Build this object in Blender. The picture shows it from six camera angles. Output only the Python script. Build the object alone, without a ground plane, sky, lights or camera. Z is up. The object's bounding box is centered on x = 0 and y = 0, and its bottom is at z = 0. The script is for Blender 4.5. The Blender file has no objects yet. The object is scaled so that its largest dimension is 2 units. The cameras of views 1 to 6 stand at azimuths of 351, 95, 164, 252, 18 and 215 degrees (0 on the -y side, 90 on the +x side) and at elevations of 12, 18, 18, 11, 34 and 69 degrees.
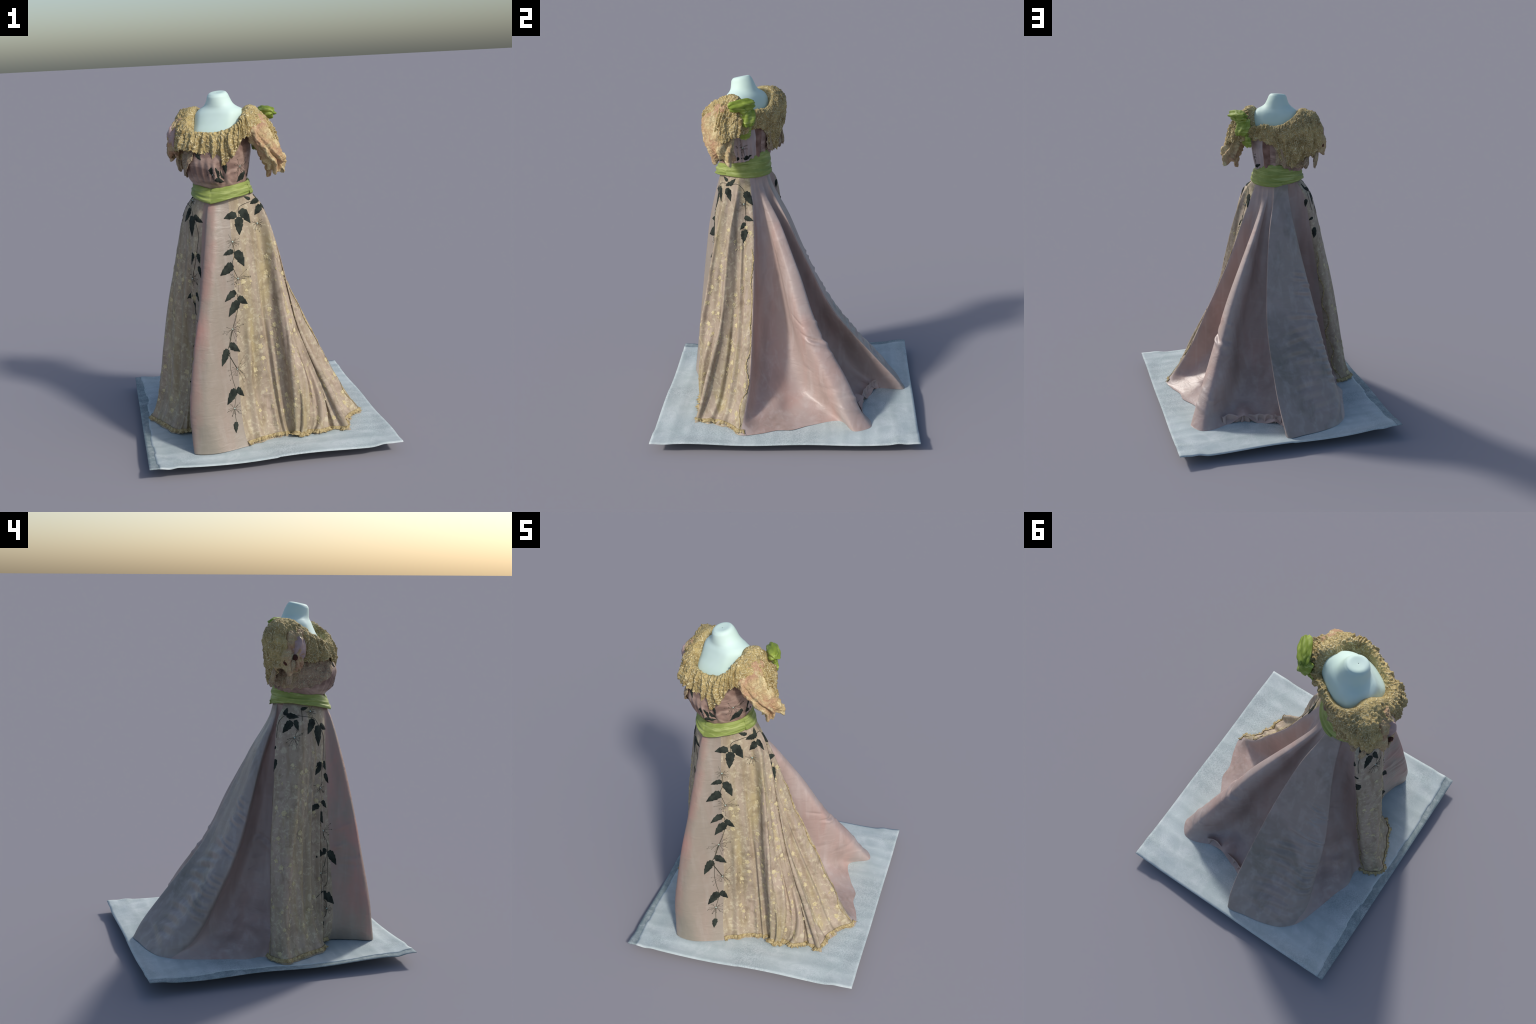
import bpy, math, random
import numpy as np
from mathutils import Vector, noise
from mathutils.bvhtree import BVHTree

# ============================================================ helpers
def srgb(r, g, b):
    f = lambda c: (c / 12.92 if c <= .04045 else ((c + .055) / 1.055) ** 2.4)
    return (f(r / 255), f(g / 255), f(b / 255), 1)

def smooth(a, b, x):
    t = np.clip((x - a) / (b - a), 0, 1)
    return t * t * (3 - 2 * t)

def bump(x, c, w):
    return np.exp(-((x - c) / w) ** 2)

def pnoise(p, s, seed=0.0):
    """Perlin noise on an (n,3) array of points at frequency s."""
    o = seed * 7.31
    return np.array([noise.noise(Vector((q[0] * s + o, q[1] * s - o, q[2] * s + 2 * o))) for q in p])

def hermite_rows(zk, P, zs):
    """Vertical spline: P[k] at heights zk (increasing), evaluated at zs."""
    zk = np.asarray(zk, float); P = np.asarray(P, float); zs = np.asarray(zs, float)
    m = np.zeros_like(P)
    for k in range(len(zk)):
        a = max(k - 1, 0); b = min(k + 1, len(zk) - 1)
        m[k] = (P[b] - P[a]) / (zk[b] - zk[a])
    i = np.clip(np.searchsorted(zk, zs) - 1, 0, len(zk) - 2)
    h = zk[i + 1] - zk[i]; t = np.clip((zs - zk[i]) / h, 0, 1)
    t2, t3 = t * t, t ** 3
    sh = (-1,) + (1,) * (P.ndim - 1)
    H = lambda w: w.reshape(sh)
    return (H(2 * t3 - 3 * t2 + 1) * P[i] + H((t3 - 2 * t2 + t) * h) * m[i]
            + H(-2 * t3 + 3 * t2) * P[i + 1] + H((t3 - t2) * h) * m[i + 1])

def ring_spline(P, sub):
    """Centripetal Catmull-Rom round a closed row of control points P (n,d) -> (n*sub,d)."""
    n = len(P); out = []
    for i in range(n):
        p0, p1, p2, p3 = P[i - 1], P[i], P[(i + 1) % n], P[(i + 2) % n]
        d = lambda a, b: max(np.linalg.norm(b - a) ** .5, 1e-4)
        t0 = 0; t1 = d(p0, p1); t2 = t1 + d(p1, p2); t3 = t2 + d(p2, p3)
        t = np.linspace(t1, t2, sub, endpoint=False)[:, None]
        A1 = (t1 - t) / (t1 - t0) * p0 + (t - t0) / (t1 - t0) * p1
        A2 = (t2 - t) / (t2 - t1) * p1 + (t - t1) / (t2 - t1) * p2
        A3 = (t3 - t) / (t3 - t2) * p2 + (t - t2) / (t3 - t2) * p3
        B1 = (t2 - t) / (t2 - t0) * A1 + (t - t0) / (t2 - t0) * A2
        B2 = (t3 - t) / (t3 - t1) * A2 + (t - t1) / (t3 - t1) * A3
        out.append((t2 - t) / (t2 - t1) * B1 + (t - t1) / (t2 - t1) * B2)
    return np.concatenate(out)

def open_spline(P, sub):
    P = np.asarray(P, float)
    Q = np.vstack([2 * P[0] - P[1], P, 2 * P[-1] - P[-2]]); out = []
    for i in range(1, len(Q) - 2):
        t = np.linspace(0, 1, sub, endpoint=False)[:, None]
        a, b, c, d = Q[i - 1], Q[i], Q[i + 1], Q[i + 2]
        out.append(.5 * (2 * b + (c - a) * t + (2 * a - 5 * b + 4 * c - d) * t * t + (3 * b - a - 3 * c + d) * t ** 3))
    out.append(P[-1:]); return np.concatenate(out)

def grid_normals(G, wrap):
    """Vertex normals of a (rows, cols, 3) grid; columns wrap round."""
    if wrap:
        du = np.roll(G, -1, 1) - np.roll(G, 1, 1)
    else:
        du = np.gradient(G, axis=1)
    dv = np.gradient(G, axis=0)
    n = np.cross(du, dv)
    return n / np.maximum(np.linalg.norm(n, axis=2, keepdims=True), 1e-9)

def grid_faces(R, C, wrap):
    f = []
    for r in range(R - 1):
        for c in range(C if wrap else C - 1):
            a = r * C + c; b = r * C + (c + 1) % C
            f.append((a, a + C, b + C, b))
    return f

def make_obj(name, verts, faces, mat, parent=None, normals=None, smooth_shade=True):
    me = bpy.data.meshes.new(name)
    me.from_pydata([tuple(v) for v in verts], [], faces)
    me.update()
    if smooth_shade:
        me.polygons.foreach_set('use_smooth', [True] * len(me.polygons))
    if normals is not None:
        me.normals_split_custom_set_from_vertices([tuple(n) for n in normals])
    me.materials.append(mat)
    ob = bpy.data.objects.new(name, me)
    bpy.context.scene.collection.objects.link(ob)
    if parent: ob.parent = parent
    return ob

def submesh(name, G, N, faces, keep, mat, parent):
    idx = sorted({i for k in keep for i in faces[k]})
    m = {v: i for i, v in enumerate(idx)}
    V = G.reshape(-1, 3)[idx]; NN = N.reshape(-1, 3)[idx]
    return make_obj(name, V, [tuple(m[i] for i in faces[k]) for k in keep], mat, parent, NN)

def solidify(ob, th, offset=-1):
    m = ob.modifiers.new('thickness', 'SOLIDIFY'); m.thickness = th; m.offset = offset
    return ob

# local frame of the figure: a = towards the wearer's left, f = forwards
LC = np.array([-.155, -.225]); LX = np.array([.8713, -.4907]); LF = np.array([-.4907, -.8713])
def world(a, f, z):
    xy = LC + a * LX + f * LF
    return np.array([xy[0], xy[1], z])
def worldv(P):
    P = np.asarray(P, float)
    xy = LC + P[..., 0:1] * LX + P[..., 1:2] * LF
    return np.concatenate([xy, P[..., 2:3]], -1)

# ============================================================ materials
class Nodes:
    def __init__(self, name, rough=.6, spec=.3):
        self.m = bpy.data.materials.new(name); self.m.use_nodes = True
        self.t = self.m.node_tree; self.b = self.t.nodes['Principled BSDF']
        self.b.inputs['Roughness'].default_value = rough
        self.b.inputs['Specular IOR Level'].default_value = spec
        self.co = self.new('ShaderNodeTexCoord').outputs['Object']
    def new(self, k): return self.t.nodes.new(k)
    def link(self, a, b): self.t.links.new(a, b)
    def mapping(self, scale=(1, 1, 1), rot=(0, 0, 0), src=None):
        n = self.new('ShaderNodeMapping'); n.inputs['Scale'].default_value = scale; n.inputs['Rotation'].default_value = rot
        self.link(src or self.co, n.inputs['Vector']); return n.outputs[0]
    def noise(self, scale, detail=4, rough=.55, dist=0, src=None):
        n = self.new('ShaderNodeTexNoise'); n.inputs['Scale'].default_value = scale; n.inputs['Detail'].default_value = detail
        n.inputs['Roughness'].default_value = rough; n.inputs['Distortion'].default_value = dist
        self.link(src or self.co, n.inputs['Vector']); return n.outputs['Fac']
    def voronoi(self, scale, feature='DISTANCE_TO_EDGE', src=None):
        n = self.new('ShaderNodeTexVoronoi'); n.feature = feature; n.inputs['Scale'].default_value = scale
        self.link(src or self.co, n.inputs['Vector']); return n.outputs['Distance']
    def wave(self, scale, dist=0, dscale=1, axis='X', typ='BANDS', src=None):
        n = self.new('ShaderNodeTexWave'); n.wave_type = typ
        if typ == 'BANDS': n.bands_direction = axis
        n.inputs['Scale'].default_value = scale; n.inputs['Distortion'].default_value = dist
        n.inputs['Detail Scale'].default_value = dscale; n.inputs['Detail'].default_value = 3
        self.link(src or self.co, n.inputs['Vector']); return n.outputs['Fac']
    def ramp(self, fac, stops, interp='LINEAR'):
        n = self.new('ShaderNodeValToRGB'); e = n.color_ramp.elements; n.color_ramp.interpolation = interp
        while len(e) < len(stops): e.new(.5)
        for x, (p, c) in zip(e, stops): x.position = p; x.color = c if len(c) == 4 else (*c, 1)
        self.link(fac, n.inputs[0]); return n.outputs[0]
    def mask(self, fac, lo, hi):
        return self.ramp(fac, [(lo, (0, 0, 0, 1)), (hi, (1, 1, 1, 1))])
    def mix(self, fac, a, b, mode='MIX'):
        n = self.new('ShaderNodeMix'); n.data_type = 'RGBA'; n.blend_type = mode
        if isinstance(fac, (int, float)): n.inputs[0].default_value = fac
        else: self.link(fac, n.inputs[0])
        for s, v in ((6, a), (7, b)):
            if isinstance(v, tuple): n.inputs[s].default_value = v
            else: self.link(v, n.inputs[s])
        return n.outputs[2]
    def math(self, op, a, b=0.0):
        n = self.new('ShaderNodeMath'); n.operation = op; n.use_clamp = False
        for s, v in ((0, a), (1, b)):
            if isinstance(v, (int, float)): n.inputs[s].default_value = v
            else: self.link(v, n.inputs[s])
        return n.outputs[0]
    def new_range(self, v, lo, hi):
        n = self.new('ShaderNodeMapRange'); n.inputs['From Min'].default_value = lo; n.inputs['From Max'].default_value = hi
        self.link(v, n.inputs['Value']); return n.outputs[0]
    def axis(self, k):
        n = self.new('ShaderNodeSeparateXYZ'); self.link(self.co, n.inputs[0]); return n.outputs[k]
    def bump(self, h, strength=.3, dist=.004):
        n = self.new('ShaderNodeBump'); n.inputs['Strength'].default_value = strength; n.inputs['Distance'].default_value = dist
        self.link(h, n.inputs['Height']); self.link(n.outputs[0], self.b.inputs['Normal'])
    def color(self, c):
        if isinstance(c, tuple): self.b.inputs['Base Color'].default_value = c
        else: self.link(c, self.b.inputs['Base Color'])
        return self.m

def satin(name, main, tint, dull, pale, rough=.42, flush=None):
    n = Nodes(name, rough, .5)
    c = n.mix(n.mask(n.noise(.9, 3, .5, .6, n.mapping((6, 6, 1.2))), .40, .68), main, tint)
    c = n.mix(n.mask(n.noise(.6, 4, .6, .8, n.mapping((5, 6, 2.2))), .48, .74), c, dull)
    streak = n.noise(1.0, 3, .55, .4, n.mapping((20, 20, 2.4)))  # pale streaks paint the satin's sheen along the folds into the colour
    c = n.mix(n.math('MULTIPLY', n.mask(streak, .50, .74), .34), c, pale)
    c = n.mix(n.math('MULTIPLY', n.mask(n.noise(1.0, 4, .6, .8, n.mapping((7, 7, 16))), .54, .76), .2), c, pale)
    if flush:
        d = n.math('ADD', n.axis(0), n.math('MULTIPLY', n.math('SUBTRACT', 1.35, n.axis(2)), .165))
        d = n.math('ADD', d, n.math('MULTIPLY', n.noise(1, 3, .6, .5, n.mapping((9, 9, 5))), .10))
        c = n.mix(n.math('MULTIPLY', n.math('SUBTRACT', 1, n.new_range(d, -.225, -.15)), n.math('MULTIPLY', n.mask(n.noise(1, 4, .6, .6, n.mapping((12, 12, 4))), .25, .65), .75)), c, flush)
    n.bump(n.math('ADD', n.noise(1, 4, .55, .8, n.mapping((9, 9, 24))), n.math('MULTIPLY', n.noise(60, 3), .15)), .45, .008)
    return n.color(c)

MAT_FRONT = satin('pink_beige_satin', srgb(146, 136, 124), srgb(152, 136, 125), srgb(130, 127, 115), srgb(170, 163, 154), flush=srgb(184, 132, 122))
MAT_GORE = satin('dusty_pink_satin', srgb(174, 157, 151), srgb(178, 151, 143), srgb(150, 131, 123), srgb(200, 189, 186))  # main and pale tones lightened to carry the silver-pink highlights
MAT_TRAIN = satin('silvery_rose_satin', srgb(152, 141, 134), srgb(160, 147, 142), srgb(116, 111, 101), srgb(188, 181, 178), rough=.34)
MAT_PUFF = satin('grey_rose_satin', srgb(166, 140, 136), srgb(176, 136, 128), srgb(150, 120, 114), srgb(190, 176, 174))

def lace_over_satin():
    n = Nodes('net_lace_over_satin', .6, .25)
    c = n.mix(n.mask(n.noise(.8, 4, .6, .5, n.mapping((7, 7, 1))), .4, .65), srgb(145, 131, 115), srgb(160, 141, 133))
    c = n.mix(n.mask(n.noise(1.1, 4, .6, .5, n.mapping((9, 9, .9))), .52, .68), c, srgb(158, 143, 106))
    net = n.voronoi(260)
    c = n.mix(n.math('MULTIPLY', n.mask(net, .0, .12), .35), n.mix(.35, c, srgb(196, 184, 152)), c)
    c = n.mix(n.math('MULTIPLY', n.mask(n.noise(34, 4, .65, .8), .52, .64), .6), c, srgb(200, 191, 164))
    c = n.mix(n.math('MULTIPLY', n.mask(n.noise(15, 4, .65, .8), .50, .70), .48), c, srgb(104, 91, 74))
    c = n.mix(n.math('MULTIPLY', n.mask(n.noise(1, 3, .6, .3, n.mapping((30, 30, 3))), .5, .7), .45), c, srgb(128, 110, 84))
    n.bump(n.noise(50, 5, .65), .35, .004)
    return n.color(c)
MAT_LACE_SKIRT = lace_over_satin()

def bertha_lace(name, dark, mid, light):
    n = Nodes(name, .75, .2)
    warp = n.new('ShaderNodeMix'); warp.data_type = 'VECTOR'
    nz = n.new('ShaderNodeTexNoise'); nz.inputs['Scale'].default_value = 30; nz.inputs['Detail'].default_value = 2
    n.link(n.co, nz.inputs['Vector'])
    warp.inputs[0].default_value = .022; n.link(n.co, warp.inputs[4]); n.link(nz.outputs['Color'], warp.inputs[5])
    v = warp.outputs[1]
    cell = n.voronoi(26, 'F1', v)
    rings = n.math('SINE', n.math('MULTIPLY', cell, 24))
    thread = n.mask(rings, .25, .95)
    fine = n.mask(n.noise(150, 3, .6), .5, .62)
    c = n.mix(n.mask(n.noise(16, 4, .6), .36, .66), dark, mid)
    c = n.mix(n.math('MULTIPLY', n.math('MULTIPLY', thread, n.mask(n.noise(40, 3), .35, .6)), .75), c, light)
    c = n.mix(n.math('MULTIPLY', fine, .35), c, light)
    c = n.mix(n.mask(n.noise(6, 3), .48, .72), c, n.mix(.4, c, srgb(204, 184, 126)))
    n.bump(n.math('ADD', n.math('MULTIPLY', thread, .8), n.noise(90, 4)), .7, .006)
    return n.color(c)
MAT_BERTHA = bertha_lace('ochre_bertha_lace', srgb(132, 112, 70), srgb(180, 160, 108), srgb(230, 218, 176))
MAT_LACE_PALE = bertha_lace('pale_rose_lace', srgb(140, 116, 98), srgb(170, 148, 124), srgb(204, 192, 160))

def sleeve_mat():
    n = Nodes('cream_silk_sleeve', .65, .25)
    c = n.mix(n.mask(n.noise(9, 4, .6, .5), .4, .65), srgb(176, 140, 112), srgb(186, 166, 122))
    c = n.mix(n.mask(n.noise(15, 4, .6, .5), .48, .64), c, srgb(206, 192, 150))
    cell = n.math('SINE', n.math('MULTIPLY', n.voronoi(36, 'F1'), 24))
    c = n.mix(n.math('MULTIPLY', n.mask(cell, .3, .95), .35), c, srgb(150, 126, 84))
    n.bump(n.math('ADD', n.mask(cell, .2, .95), n.noise(60, 4, .6, .5)), .4, .005)
    return n.color(c)
MAT_SLEEVE = sleeve_mat()

def bodice_mat():
    n = Nodes('mauve_bodice_satin', .45, .35)
    c = n.mix(n.mask(n.noise(7, 4, .6, .8, n.mapping((1, 1, 2.5))), .4, .66), srgb(128, 104, 94), srgb(180, 154, 140))
    n.bump(n.noise(30, 4, .6, .6), .4, .005)
    return n.color(c)
MAT_BODICE = bodice_mat()
MAT_BODICE_PALE = satin('pale_rose_bodice_satin', srgb(180, 164, 160), srgb(186, 166, 160), srgb(154, 134, 130), srgb(204, 194, 192))

def ribbon_mat(name, a, b, c3):
    n = Nodes(name, .55, .3)
    c = n.mix(n.mask(n.noise(7, 4, .6, .4), .38, .64), a, b)
    c = n.mix(n.mask(n.noise(1, 4, .6, .5, n.mapping((9, 9, 70))), .5, .7), c, c3)
    n.bump(n.noise(1, 5, .6, .4, n.mapping((20, 20, 120))), .4, .003)
    return n.color(c)
MAT_SASH = ribbon_mat('lime_green_silk', srgb(128, 143, 72), srgb(148, 161, 88), srgb(170, 181, 114))
MAT_BOW = ribbon_mat('leaf_green_bow_silk', srgb(112, 132, 44), srgb(146, 164, 70), srgb(184, 198, 116))

def form_mat():
    n = Nodes('mint_white_form', .55, .3)
    c = n.mix(n.mask(n.noise(5, 3), .35, .7), srgb(196, 220, 208), srgb(206, 228, 222))
    n.bump(n.noise(30, 4), .08, .003)
    return n.color(c)
MAT_FORM = form_mat()

def base_mat(name, a, b, c3, ridged=True):
    n = Nodes(name, .8, .15)
    f = n.noise(3, 5, .65)
    c = n.mix(n.mask(f, .36, .66), a, b)
    c = n.mix(n.math('MULTIPLY', n.mask(n.noise(9, 5, .75, .6), .46, .66), .75), c, n.mix(.6, c, srgb(214, 220, 222)))
    gr = n.noise(140, 4, .7)
    patch = n.mask(n.noise(2.6, 3, .6), .42, .6)
    c = n.mix(n.math('MULTIPLY', n.math('MULTIPLY', n.mask(gr, .42, .62), patch), .7), c, c3)
    w = n.wave(3.2, 1.5, 1.5, 'Y')
    c = n.mix(n.math('MULTIPLY', n.mask(w, .6, .95), .18), c, c3)
    n.bump(n.math('ADD', gr, n.math('MULTIPLY', w, 1.5)), .35, .003)
    return n.color(c)
MAT_BASE = base_mat('pale_blue_cloth', srgb(176, 189, 190), srgb(192, 202, 204), srgb(148, 162, 165))
MAT_BOARD = base_mat('slate_board', srgb(120, 134, 138), srgb(146, 162, 164), srgb(104, 116, 122))

def plain(name, a, b, scale=40, rough=.7):
    n = Nodes(name, rough, .2)
    c = n.mix(n.mask(n.noise(scale, 4), .35, .65), a, b)
    n.bump(n.noise(scale * 4, 3), .4, .002)
    return n.color(c)
MAT_LEAF = plain('black_green_embroidery', srgb(32, 37, 34), srgb(54, 60, 54), 30, .95)
MAT_STEM = plain('dark_stem_thread', srgb(46, 46, 40), srgb(82, 78, 66))
MAT_FLOWER = plain('cream_lace_motif', srgb(178, 164, 126), srgb(204, 192, 156), 60, .8)
MAT_EDGE = plain('gold_lace_edging', srgb(134, 116, 80), srgb(190, 174, 132), 70)
MAT_PEARL = plain('pale_flower_heart', srgb(170, 190, 180), srgb(200, 212, 200))
MAT_PLACKET = plain('brown_placket', srgb(104, 76, 66), srgb(142, 112, 100), 20)

# ============================================================ the thing
root = bpy.data.objects.new('evening_gown', None)
bpy.context.scene.collection.objects.link(root)
root['label'] = 'pink satin evening gown with lace bertha, green sash, on a dress form'
root['category'] = 'dress'

# ------------------------------------------------------------ display base
def build_base():
    nx, ny = 90, 100
    def top(x, y):
        z = .064
        z += .004 * math.sin(4.1 * x + 2.2 * y + 1) + .003 * math.sin(7 * y - 3 * x)
        ex = smooth(.5, .69, abs(x)); ey = smooth(.58, .76, abs(y))
        corner = ex * ey
        edge = max(ex, ey)
        z += edge * (1 - corner) * (-.004 + .006 * math.sin(9 * y * ex + 7.5 * x * ey + .6 * (x > 0)))
        z += .003 * corner + .012 * smooth(.3, .65, -x) * smooth(-.1, .6, y) + .004 * smooth(.4, .65, -x)
        return z
    V = []; 
    def sheet(x0, x1, y0, y1, nx, ny, dz, jag=None):
        P = np.zeros((ny, nx, 3))
        for j in range(ny):
            for i in range(nx):
                y = y0 + (y1 - y0) * j / (ny - 1)
                xl = x0 if jag is None else x0 + jag(y)
                x = xl + (x1 - xl) * i / (nx - 1)
                P[j, i] = (x, y, top(x, y) + dz)
        return P
    # board: thin turned-up rim, belly underneath that reaches the floor
    T = sheet(-.694, .694, -.76, .76, nx, ny, 0)
    B = T.copy()
    for j in range(ny):
        for i in range(nx):
            x, y, z = T[j, i]
            r = max(abs(x) / .694, abs(y) / .76)
            belly = 1 - smooth(.35, .8, r)
            B[j, i, 2] = z - .004 - (z - .0045) * belly
    V = np.concatenate([T.reshape(-1, 3), B.reshape(-1, 3)])
    F = []
    n = nx * ny
    for j in range(ny - 1):
        for i in range(nx - 1):
            a = j * nx + i
            F.append((a, a + 1, a + nx + 1, a + nx)); F.append((n + a, n + a + nx, n + a + nx + 1, n + a + 1))
    loop = [i for i in range(nx)] + [j * nx + nx - 1 for j in range(1, ny)] + [(ny - 1) * nx + i for i in range(nx - 2, -1, -1)] + [j * nx for j in range(ny - 2, 0, -1)]
    for a, b in zip(loop, loop[1:] + loop[:1]): F.append((a, n + a, n + b, b))
    board = make_obj('display_base', V, F, MAT_BOARD, root)
    jag = lambda y: .0 if False else (.008 * math.sin(5 * y) - .012 * smooth(.1, .7, y) + .006 * (math.sin(23 * y) > .3) + .01 * (y > .24))
    C = sheet(-.652, .694, -.76, .76, 100, 100, .0016, jag)
    C[:, -1, 0] += .0006; C[0, :, 1] -= .0006; C[-1, :, 1] += .0006
    # folded-over rim so the cloth wraps the board edge
    D = C.copy(); D[:, :, 2] -= .0065
    n2 = 100 * 100
    F = []
    for j in range(99):
        for i in range(99):
            a = j * 100 + i
            F.append((a, a + 1, a + 101, a + 100))
    loop = [i for i in range(100)] + [j * 100 + 99 for j in range(1, 100)] + [9900 + i for i in range(98, -1, -1)] + [j * 100 for j in range(98, 0, -1)]
    rim = {}
    V = list(C.reshape(-1, 3))
    for a in loop:
        rim[a] = len(V); q = C.reshape(-1, 3)[a].copy(); q[2] -= .006; V.append(q)
    for a, b in zip(loop, loop[1:] + loop[:1]): F.append((a, rim[a], rim[b], b))
    make_obj('floor_cloth', V, F, MAT_BASE, board)
    return board
BASE = build_base()

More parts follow.
